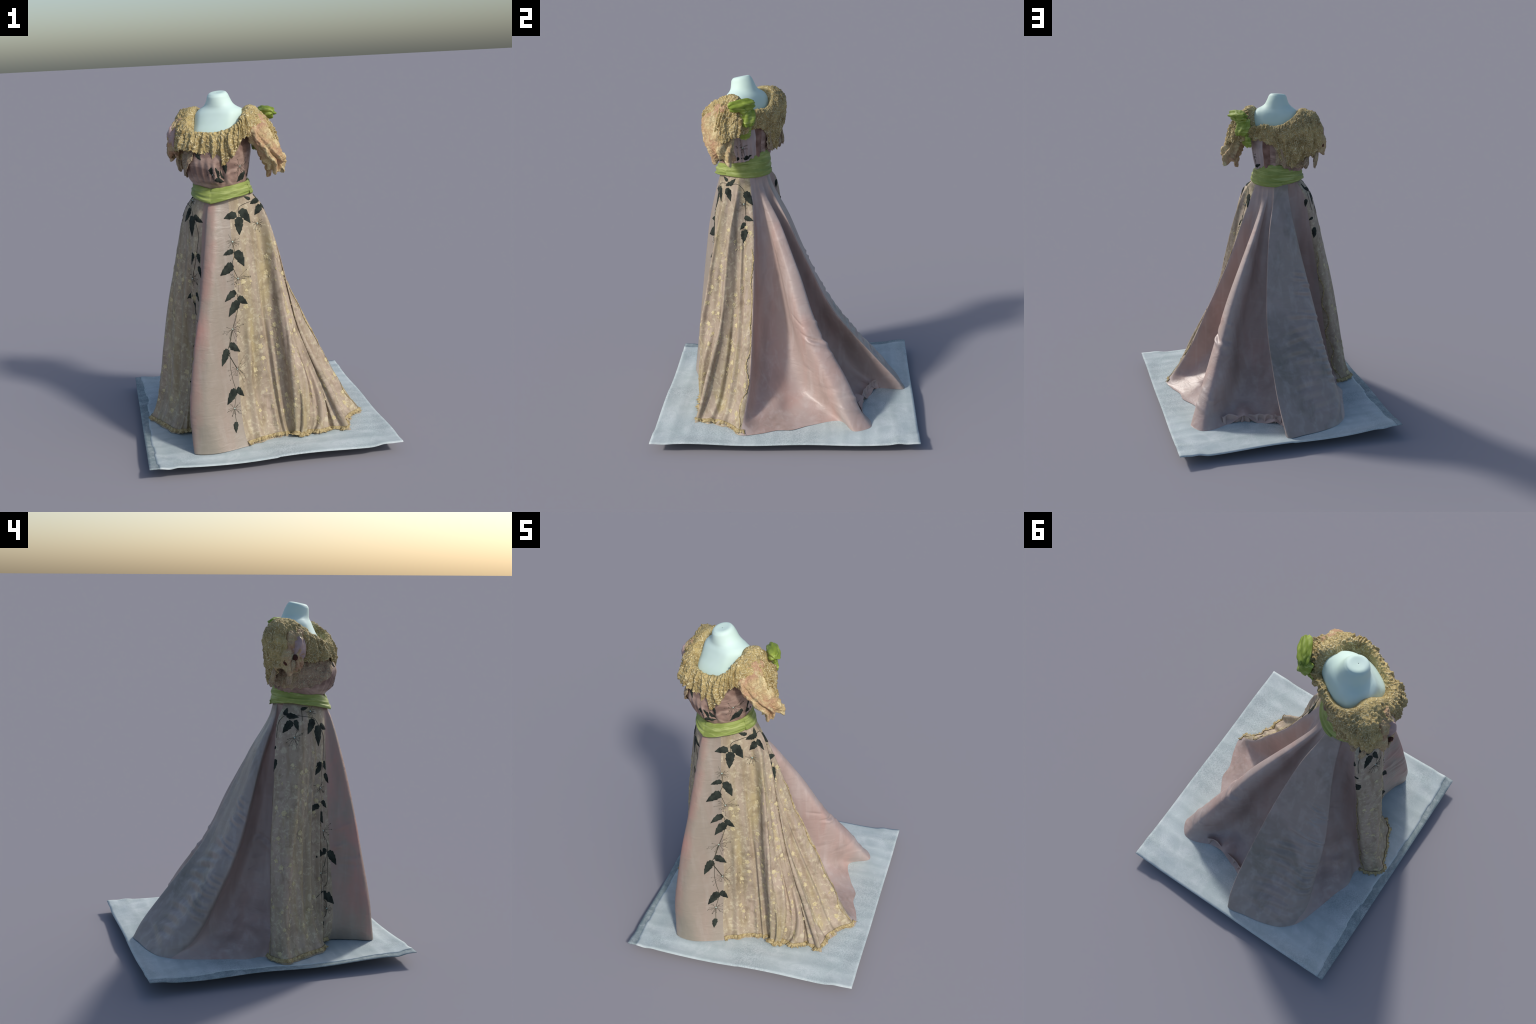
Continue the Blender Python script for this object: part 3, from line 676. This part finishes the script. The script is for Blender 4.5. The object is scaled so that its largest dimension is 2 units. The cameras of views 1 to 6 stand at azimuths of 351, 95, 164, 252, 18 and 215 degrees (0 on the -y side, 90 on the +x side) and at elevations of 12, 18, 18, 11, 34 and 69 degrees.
# ------------------------------------------------------------ bow on the left shoulder
def puff(name, center, axes, size, mat, parent, seed, folds=5, amp=.18, pinch=None):
    """Pillow-like loop of ribbon: axes = three world vectors, size = half lengths."""
    A = [np.array(v, float) / np.linalg.norm(v) for v in axes]
    nu, nv = 48, 32; V = []; F = []
    for j in range(nv + 1):
        la = math.pi * j / nv - math.pi / 2
        for i in range(nu):
            lo = 2 * math.pi * i / nu
            p = np.array([math.sin(la), math.cos(la) * math.cos(lo), math.cos(la) * math.sin(lo)])
            s = 1 + amp * math.sin(folds * lo + 2.2 * p[0] + seed) * math.cos(la) ** .5 * .5
            s += amp * .6 * noise.noise(Vector(p * 2.2) + Vector((seed, seed, 0)))
            w = 1 if pinch is None else pinch(p[0])
            q = p * s * np.array([1, w, w])
            V.append(np.array(center) + sum(A[k] * q[k] * size[k] for k in range(3)))
    for j in range(nv):
        for i in range(nu):
            a = j * nu + i; b = j * nu + (i + 1) % nu
            F.append((a, b, b + nu, a + nu))
    return make_obj(name, V, F, mat, parent)
BOW = puff('bow', (.108,-.196,1.838), ((.2,-.5,.3),(1,.4,.1),(0,0,1)), (.030,.030,.028), MAT_BOW, root, 1)
puff('bow_loop', (.113,-.200,1.864), ((.066,-.145,-.003),(.85,.4,.25),(-.2,-.1,1)), (.074,.034,.034), MAT_BOW, BOW, 2, 5, .24, lambda s: min(1.5, (1 - s * s + .02) ** -.22))
puff('bow_loop', (.088,-.170,1.795), ((.35,.1,-1),(.8,.5,.2),(-.5,.8,0)), (.054,.034,.044), MAT_BOW, BOW, 4, 5, .28, lambda s: min(1.4, (1 - s * s + .02) ** -.2))
puff('bow_tail', (.062,-.190,1.712), ((-.3,-.1,-1),(.8,.5,-.2),(-.5,.8,0)), (.054,.018,.036), MAT_BOW, BOW, 6, 4, .28, lambda s: min(1.4, (1 - s * s + .02) ** -.2))

# ------------------------------------------------------------ embroidery laid on the cloth
def on_cloth(bvh, p, h):
    q, n, _, _ = bvh.find_nearest(Vector(p))
    n = np.array(n); q = np.array(q)
    return q + n * h, n

def conform(bvh, origin, along, side, pts, lift):
    """Lay a flat outline grid (s along, w across) on the cloth; lift(s, w) = height above it."""
    return [on_cloth(bvh, origin + along * s + side * w, lift(s, w))[0] for s, w in pts]

def leaf_obj(bvh, base, tip, parent, seed, width=.285):
    base, tip = np.array(base), np.array(tip)
    al = tip - base; L = np.linalg.norm(al)
    n = on_cloth(bvh, (base + tip) / 2, 0)[1]
    sd = np.cross(n, al); sd = sd / np.linalg.norm(sd) * L
    rng = random.Random(seed)
    NS, NW = 22, 5
    skew = rng.uniform(-.06, .06); wd = width * rng.uniform(.88, 1.12)
    teeth = rng.choice((3, 4))
    pts = []
    for i in range(NS + 1):
        s = i / NS
        w = wd * (math.sin(math.pi * min(1, s ** .72)) ** .8)
        saw = 1 - .24 * ((s * teeth + .15) % 1) if .12 < s < .93 else 1
        w = max(w * saw, .006)
        for k in range(-NW, NW + 1):
            pts.append((s - .10 * abs(k / NW) * w / wd, w * k / NW + skew * math.sin(math.pi * s)))
    M = 2 * NW + 1
    V = []
    for idx, (s, w) in enumerate(pts):
        k = abs(idx % M - NW) / NW
        V.append(on_cloth(bvh, base + al * s + sd * w, .0006 + .0022 * (1 - k ** 3) + .0006 * (k < .1))[0])
    F = []
    for i in range(NS):
        for k in range(M - 1):
            a = i * M + k; F.append((a, a + 1, a + M + 1, a + M))
    me_n = np.cross(np.array(V[M + 1]) - V[0], np.array(V[1]) - V[0])
    a, b, c = V[5 * M + 3], V[5 * M + 4], V[6 * M + 4]
    if np.dot(np.cross(b - a, c - a), n) < 0: F = [f[::-1] for f in F]
    return make_obj('leaf', V, F, MAT_LEAF, parent)

def thread_mesh(bvh, lines, widths):
    """Raised threads: each line a list of points on the cloth."""
    V, F = [], []
    for line, w in zip(lines, widths):
        P = [on_cloth(bvh, p, 0) for p in line]
        for i, (q, n) in enumerate(P):
            d = P[min(i + 1, len(P) - 1)][0] - P[max(i - 1, 0)][0]
            sd = np.cross(n, d); sd = sd / max(np.linalg.norm(sd), 1e-9)
            b = len(V)
            V += [q + n * .0003 - sd * w, q + n * (.0006 + w * .9), q + n * .0003 + sd * w]
            if i:
                F += [(b - 3, b - 2, b + 1, b), (b - 2, b - 1, b + 2, b + 1)]
    return V, F

def stem_obj(bvh, pts, parent, w=.0022):
    line = open_spline(np.array(pts), 10)
    V, F = thread_mesh(bvh, [line], [w])
    ob = make_obj('stem', V, F, MAT_STEM, parent)
    return ob

def spray_obj(bvh, c, r, parent, seed, down=.5):
    """Umbel of fine rays with seed heads, and a pale heart."""
    rng = random.Random(seed); c = np.array(c)
    n = on_cloth(bvh, c, 0)[1]
    up = np.array([0, 0, 1.]) - n * n[2]; up /= np.linalg.norm(up); sd = np.cross(up, n)
    lines, ws = [], []
    k = rng.randint(16, 22); lean = rng.uniform(-.7, .7) + math.pi
    for i in range(k):
        a = lean + 4.6 * (i / (k - 1) - .5) + rng.uniform(-.2, .2)
        d = math.cos(a) * up + math.sin(a) * sd
        L = r * rng.uniform(.35, 1.1)
        bend = rng.uniform(-.28, .28) * r
        t = np.cross(n, d)
        line = [c + d * L * s + t * bend * s * s for s in np.linspace(.04, 1, 7)]
        lines.append(line); ws.append(.0006)
        e = line[-1]
        for m in range(3):
            q = d * math.cos((m - 1) * .8) + t * math.sin((m - 1) * .8)
            lines.append([e, e + q * r * .06]); ws.append(.0008)
    V, F = thread_mesh(bvh, lines, ws)
    ob = make_obj('flower_spray', V, F, MAT_STEM, parent); ob['kind'] = 'stuff'
    hv, hf = [], []
    for i in range(10):
        a = 2 * math.pi * i / 10
        hv.append(on_cloth(bvh, c + (math.cos(a) * up + math.sin(a) * sd) * .0045, .0006)[0])
    hv.append(on_cloth(bvh, c, .0035)[0])
    hf = [(i, (i + 1) % 10, 10) for i in range(10)]
    make_obj('spray_heart', hv, hf, MAT_PEARL, ob)
    return ob

FRONT = PART[('front_panel', 40.9)]; LACE_A = PART[('lace_overlay', 2.1)]; LACE_B = PART[('lace_overlay', 35.5)]
sp = lambda u, t: skirt_point(u, t)[0]
# leaves as (fold, drop) of the stalk and of the tip: fold counts the fold lines, drop runs 0 waist to 1 hem
VINE_LEFT_OF_WEARER = [(2.79,.084,1.71,.094),(3.21,.067,4.14,.124),(3.07,.094,2.86,.164),(2.21,.224,1.57,.234),(2.43,.224,3.0,.288),(2.07,.274,1.43,.311),
 (2.21,.385,1.64,.418),(2.36,.408,3.0,.441),(2.36,.425,1.79,.482),(1.79,.592,2.29,.632),(1.71,.609,1.5,.669),(1.93,.776,1.64,.826),(2.0,.773,2.36,.813),(1.86,.9,1.79,.94),
 (4.9,.03,4.0,.018)]
VINE_HIP = [(11.86,.07,13.1,.127),(11.86,.174,12.95,.187),(12.07,.224,11.79,.281),(12.0,.197,11.29,.224),(6.5,.043,8.0,.018),(6.43,.04,4.6,.05),(5.93,.054,7.5,.104),(5.79,.057,4.79,.097)]
VINE_RIGHT_OF_WEARER = [(36.36,.043,36.36,.017),(36.43,.043,36.93,.05),(37.14,.023,38.1,.016),(36.64,.064,36.36,.11),(36.79,.06,36.93,.1),(38.43,.06,37.86,.117),(38.86,.087,39.07,.171),
 (39.29,.084,41.0,.11),(35.75,.08,35.3,.117),(36.05,.165,35.5,.180),(36.07,.214,35.7,.265),(39.57,.237,39.0,.288),(40.29,.237,40.71,.274),(40.5,.288,41.14,.331),(40.14,.398,40.71,.431),
 (39.5,.411,38.71,.435),(39.79,.438,40.21,.492),(40.57,.605,39.43,.629),(40.79,.612,41.36,.672),(40.07,.776,39.36,.796),(40.21,.779,41.0,.833),(40.14,.9,40.36,.933)]
k = 0
for table, par in ((VINE_LEFT_OF_WEARER, FRONT), (VINE_HIP, LACE_A), (VINE_RIGHT_OF_WEARER, LACE_B)):
    for u0, t0, u1, t1 in table:
        k += 1; leaf_obj(SBVH, sp(u0, t0), sp(u1, t1), par, k)
SPRAYS = [(2.21,.187,.039),(2.43,.334,.065),(1.93,.535,.080),(2.07,.699,.078),(1.86,.849,.048),(4.93,.13,.050),(11.64,.12,.031),
          (36.79,.127,.052),(39.64,.341,.042),(40.36,.525,.066),(40.0,.699,.044),(40.43,.849,.044),(38.29,.03,.035)]
for i, (u, t, r) in enumerate(SPRAYS): spray_obj(SBVH, sp(u, t), r, FRONT if u < 3 else (LACE_A if u < 20 else LACE_B), 40 + i)
STEMS = [[(2.21,.187),(2.29,.237),(2.07,.278),(2.43,.334)],[(2.29,.395),(2.36,.431),(2.14,.492),(1.93,.535)],[(1.93,.535),(1.79,.592),(1.71,.619),(1.86,.659),(2.07,.699)],
 [(1.79,.622),(1.79,.686),(1.86,.739),(1.93,.773),(1.93,.806),(1.86,.849),(1.86,.9)],[(3.0,.094),(3.14,.057),(4.36,.043),(5.79,.04)],
 [(6.5,.043),(8.57,.037),(11.21,.057),(11.86,.084),(11.93,.117),(12.07,.174),(12.07,.224)],
 [(36.07,.13),(36.14,.07),(36.43,.043),(37.29,.047),(38.5,.057),(39.0,.087)],[(39.21,.09),(40.21,.154),(40.07,.241),(39.64,.341)],
 [(39.57,.395),(39.86,.465),(40.29,.532),(40.71,.599),(40.07,.702)],[(40.71,.605),(40.57,.726),(40.14,.776),(40.43,.849),(40.21,.903)],[(37.21,.023),(37.21,.064)]]
for i, st in enumerate(STEMS): stem_obj(SBVH, [sp(*q) for q in st], FRONT if st[0][0] < 3.1 else (LACE_A if st[0][0] < 20 else LACE_B), .0028 if i == 2 else .0016)

# bodice embroidery: (degrees from the front, height)
def bodice_point(deg, z):
    d = math.radians(deg); o = worldv(np.array([[0., 0., z]]))[0]
    dr = np.r_[math.sin(d) * LX + math.cos(d) * LF, 0]
    h = BBVH.ray_cast(Vector(o + dr * .5), Vector(-dr))
    return np.array(h[0])
for a, b, c, d in ((100,1.60,92,1.53),(85,1.552,53,1.507),(5,1.594,27,1.532),(-18,1.68,-8,1.64),(12,1.535,27,1.513),(28,1.617,29,1.560),(96,1.525,120,1.535),(124,1.53,143,1.55)):
    k += 1; leaf_obj(BBVH, bodice_point(a, b), bodice_point(c, d), BODICE, k, .26)
for i, (a, z, r) in enumerate(((61,1.591,.065),(122,1.60,.055),(8,1.56,.04))): spray_obj(BBVH, bodice_point(a, z), r, BODICE, 80 + i)

# ------------------------------------------------------------ cream lace motifs
def motif(p, r, parent, seed, kind):
    rng = random.Random(seed)
    n = on_cloth(SBVH, p, 0)[1]
    up = np.array([0, 0, 1.]) - n * n[2]; up /= np.linalg.norm(up); sd = np.cross(up, n)
    V, F = [], []
    def petal(c, ang, L, W):
        d = math.cos(ang) * up + math.sin(ang) * sd; t = np.cross(n, d)
        b = len(V); m = 7
        for i in range(m):
            s = i / (m - 1); w = W * math.sin(math.pi * min(.97, .12 + .85 * s)) ** .7
            for k in (-1, 0, 1):
                V.append(on_cloth(SBVH, c + d * L * s + t * w * k, .0005 + .0020 * (k == 0))[0])
        for i in range(m - 1):
            for k in range(2):
                a = b + i * 3 + k; F.append((a, a + 3, a + 4, a + 1))
    if kind == 0:
        m = rng.choice((5, 5, 6)); a0 = rng.uniform(0, 6)
        for i in range(m): petal(p + 0 * n, a0 + 2 * math.pi * i / m + rng.uniform(-.15, .15), r * rng.uniform(.8, 1.1), r * .36)
        for i in range(rng.randint(1, 3)):
            a = rng.uniform(2, 4.3); d = math.cos(a) * up + math.sin(a) * sd
            petal(p + d * r * 1.3, a + rng.uniform(-.7, .7), r * .8, r * .18)
    else:
        a = rng.uniform(-.9, .9)
        for i in range(rng.randint(2, 4)):
            petal(p - up * r * .35 * i, a + rng.uniform(-1.1, 1.1), r * .75, r * .18)
    a, b, c = V[0], V[1], V[3]
    if np.dot(np.cross(np.array(c) - a, np.array(V[4]) - a), n) < 0: F = [f[::-1] for f in F]
    return make_obj('lace_flower' if kind == 0 else 'lace_sprig', V, F, MAT_FLOWER, parent)
rng = random.Random(12)
placed = []
for (ua, ub, par, want, tmin) in ((2.75, 12.7, LACE_A, 150, .2), (36.1, 40.3, LACE_B, 75, .17)):
    tries = got = 0
    while got < want and tries < 6000:
        tries += 1
        u = rng.uniform(ua, ub); t = tmin + (.965 - tmin) * rng.random() ** .8
        if u < 4.5 and t < .33: continue
        p = sp(u, t)
        if u < 12 and t < .45 and rng.random() < .5: continue
        dmin = .034 + .012 * rng.random()
        if any(np.linalg.norm(p - q) < dmin for q in placed): continue
        placed.append(p); got += 1
        motif(p, rng.uniform(.010, .019), par, 300 + len(placed), 0 if rng.random() < .62 else 1)

# ------------------------------------------------------------ ragged lace edging on the floor and down the open edge
def edging(name, path, outward, drop, w0, seed, parent, mat, cloth=True):
    """Ragged ribbon: path points, an outward direction each, width about w0."""
    n = len(path); V, F = [], []; R = 7
    for i in range(n):
        s = i * .35
        w = w0 * (.45 + .9 * noise.noise(Vector((s * .22, seed, 0))) + .35 * abs(math.sin(s * 1.1 + seed)) + .55 * noise.noise(Vector((s * 2.3, seed, 5))))
        w = max(w, .003)
        for k in range(R):
            f = k / (R - 1)
            p = path[i] + outward[i] * (w * f)
            z = path[i][2] - drop * (1 - (1 - f) ** 2) if cloth else p[2]
            wob = .004 * noise.noise(Vector((s * .9, f * 2, seed + 9))) * f
            V.append((p[0], p[1], max(z + wob, .067)))
    for i in range(n - 1):
        for k in range(R - 1):
            a = i * R + k; F.append((a, a + 1, a + R + 1, a + R))
    ob = make_obj(name, V, F, mat, parent); solidify(ob, .0012, 0); return ob
def hem_edging(u0, u1, par, seed):
    us = np.arange(u0, u1, .016); path, out = [], []
    for u in us:
        p, n = skirt_point(u, .982); h = np.array([n[0], n[1], 0]); h /= np.linalg.norm(h)
        path.append(p + h * .002 + np.array([0, 0, .004])); out.append(h)
    return edging('lace_edging', path, out, .016, .022, seed, par, MAT_EDGE)
hem_edging(2.15, 13.2, LACE_A, 1.3); hem_edging(35.4, 40.8, LACE_B, 4.1)
def side_edging(u, t0, t1, par, seed, sgn):
    path, out = [], []
    for t in np.arange(t0, t1, .002):
        p, n = skirt_point(u + .12 * math.sin(t * 40), t); q, _ = skirt_point(u + .3 * sgn, t)
        d = q - p; d /= max(np.linalg.norm(d), 1e-6); path.append(p + n * .003); out.append(d + n * .25)
    return edging('lace_edging', path, out, 0, .009, seed, par, MAT_EDGE, False)
side_edging(12.75, .30, .985, LACE_A, 2.2, 1); side_edging(35.7, .33, .98, LACE_B, 6.2, -1)

# ------------------------------------------------------------ lace veil over the right half of the bodice
def veil(name, d0, d1, ztop, zbot, off, mat, seed, parent):
    M, V = 150, 60; P = np.zeros((V, M, 3))
    for i in range(M):
        dg = d0 + (d1 - d0) * i / (M - 1)
        zb = zbot(dg) + .012 * abs(math.sin(dg * .21 + seed)) + .006 * noise.noise(Vector((dg * .2, seed, 0)))
        for j in range(V):
            t = j / (V - 1); z = ztop + (zb - ztop) * t
            p = bodice_point(dg, z)
            dr = p[:2] - LC; dr = dr / np.linalg.norm(dr)
            o = off + .006 * math.sin(dg * .32 + 3 * noise.noise(Vector((dg * .05, t * 2, seed)))) * t + .010 * t
            o += .005 * (1 - 2.2 * abs(noise.noise(Vector(p) * 55))) 
            P[j, i] = (p[0] + dr[0] * o, p[1] + dr[1] * o, z)
    F = grid_faces(V, M, False); N = grid_normals(P, False)
    if (N[30, 75, :2] @ (P[30, 75, :2] - LC)) < 0: N = -N
    if not face_dir(P, F, N): F = [f[::-1] for f in F]
    ob = make_obj(name, P.reshape(-1, 3), F, mat, parent); solidify(ob, .003); return ob
veil('lace_veil', -170, -22, 1.76, lambda d: np.interp(d, [-170, -140, -100, -60, -35, -22], [1.56, 1.54, 1.525, 1.53, 1.57, 1.63]), .004, MAT_LACE_PALE, 3.3, BODICE)

# hanging lace ends at the back of the right sleeve
for i, (a, f, z, ln, r) in enumerate(((-.272,-.092,1.60,.050,.013),(-.255,-.005,1.60,.045,.015),(-.215,-.108,1.578,.035,.015),(-.288,.01,1.665,.040,.015))):
    c = world(a, f, z); puff('lace_tassel', c, ((.15, .1, -1), (1, 0, .1), (0, 1, 0)), (ln, r, r), MAT_LACE_PALE, BERTHA_OB, 11 + i, 5, .3)

# crumpled petticoat frill under the lifted train hem
def frill(u0, u1, parent):
    us = np.arange(u0, u1, .012); V, F = [], []; R = 8
    for i, u in enumerate(us):
        p, n = skirt_point(u, .995); h = np.array([n[0], n[1], 0]); h /= np.linalg.norm(h)
        w = noise.noise(Vector((u * 3, 1, 2)))
        for k in range(R):
            f = k / (R - 1)
            o = -.016 + .014 * math.sin(u * 16 + 4 * w) * f + .006 * f
            V.append(np.array([p[0], p[1], 0]) + h * o + np.array([0, 0, .067 + (.05 + .02 * w) * (1 - f)]))
    for i in range(len(us) - 1):
        for k in range(R - 1):
            a = i * R + k; F.append((a, a + 1, a + R + 1, a + R))
    ob = make_obj('petticoat_frill', V, F, MAT_GORE, parent); solidify(ob, .002, 0)
frill(21.6, 25.2, PART[('train_lining_fold', 22.0)])

# satin puff of the right sleeve ; flat dark puffs model the shade inside its holes
SLEEVES = [o for o in root.children if o.name.startswith('sleeve')]
puff('sleeve_puff', world(-.252, .036, 1.755), ((0, 0, 1), (-.87, .49, 0), (.49, .87, 0)), (.066, .038, .044), MAT_PUFF, SLEEVES[-1], 3, 4, .25)
MAT_HOLLOW_SHADE = plain('painted_hollow_dark', srgb(58, 36, 30), srgb(88, 52, 42), 40, .9)
for i, (a, f, z, r) in enumerate(((-.300, -.010, 1.690, .022), (-.298, .032, 1.712, .015))):
    puff('sleeve_hollow_shade', world(a, f, z), ((.1, 0, 1), (-.87, .49, 0), (.49, .87, 0)), (r, .010, r * .9), MAT_HOLLOW_SHADE, SLEEVES[-1], 5 + i, 3, .3)
puff('lace_tassel', world(-.302, .018, 1.668), ((.1, .1, -1), (-.87, .49, 0), (.49, .87, 0)), (.032, .013, .015), MAT_LACE_PALE, SLEEVES[-1], 9, 4, .3)
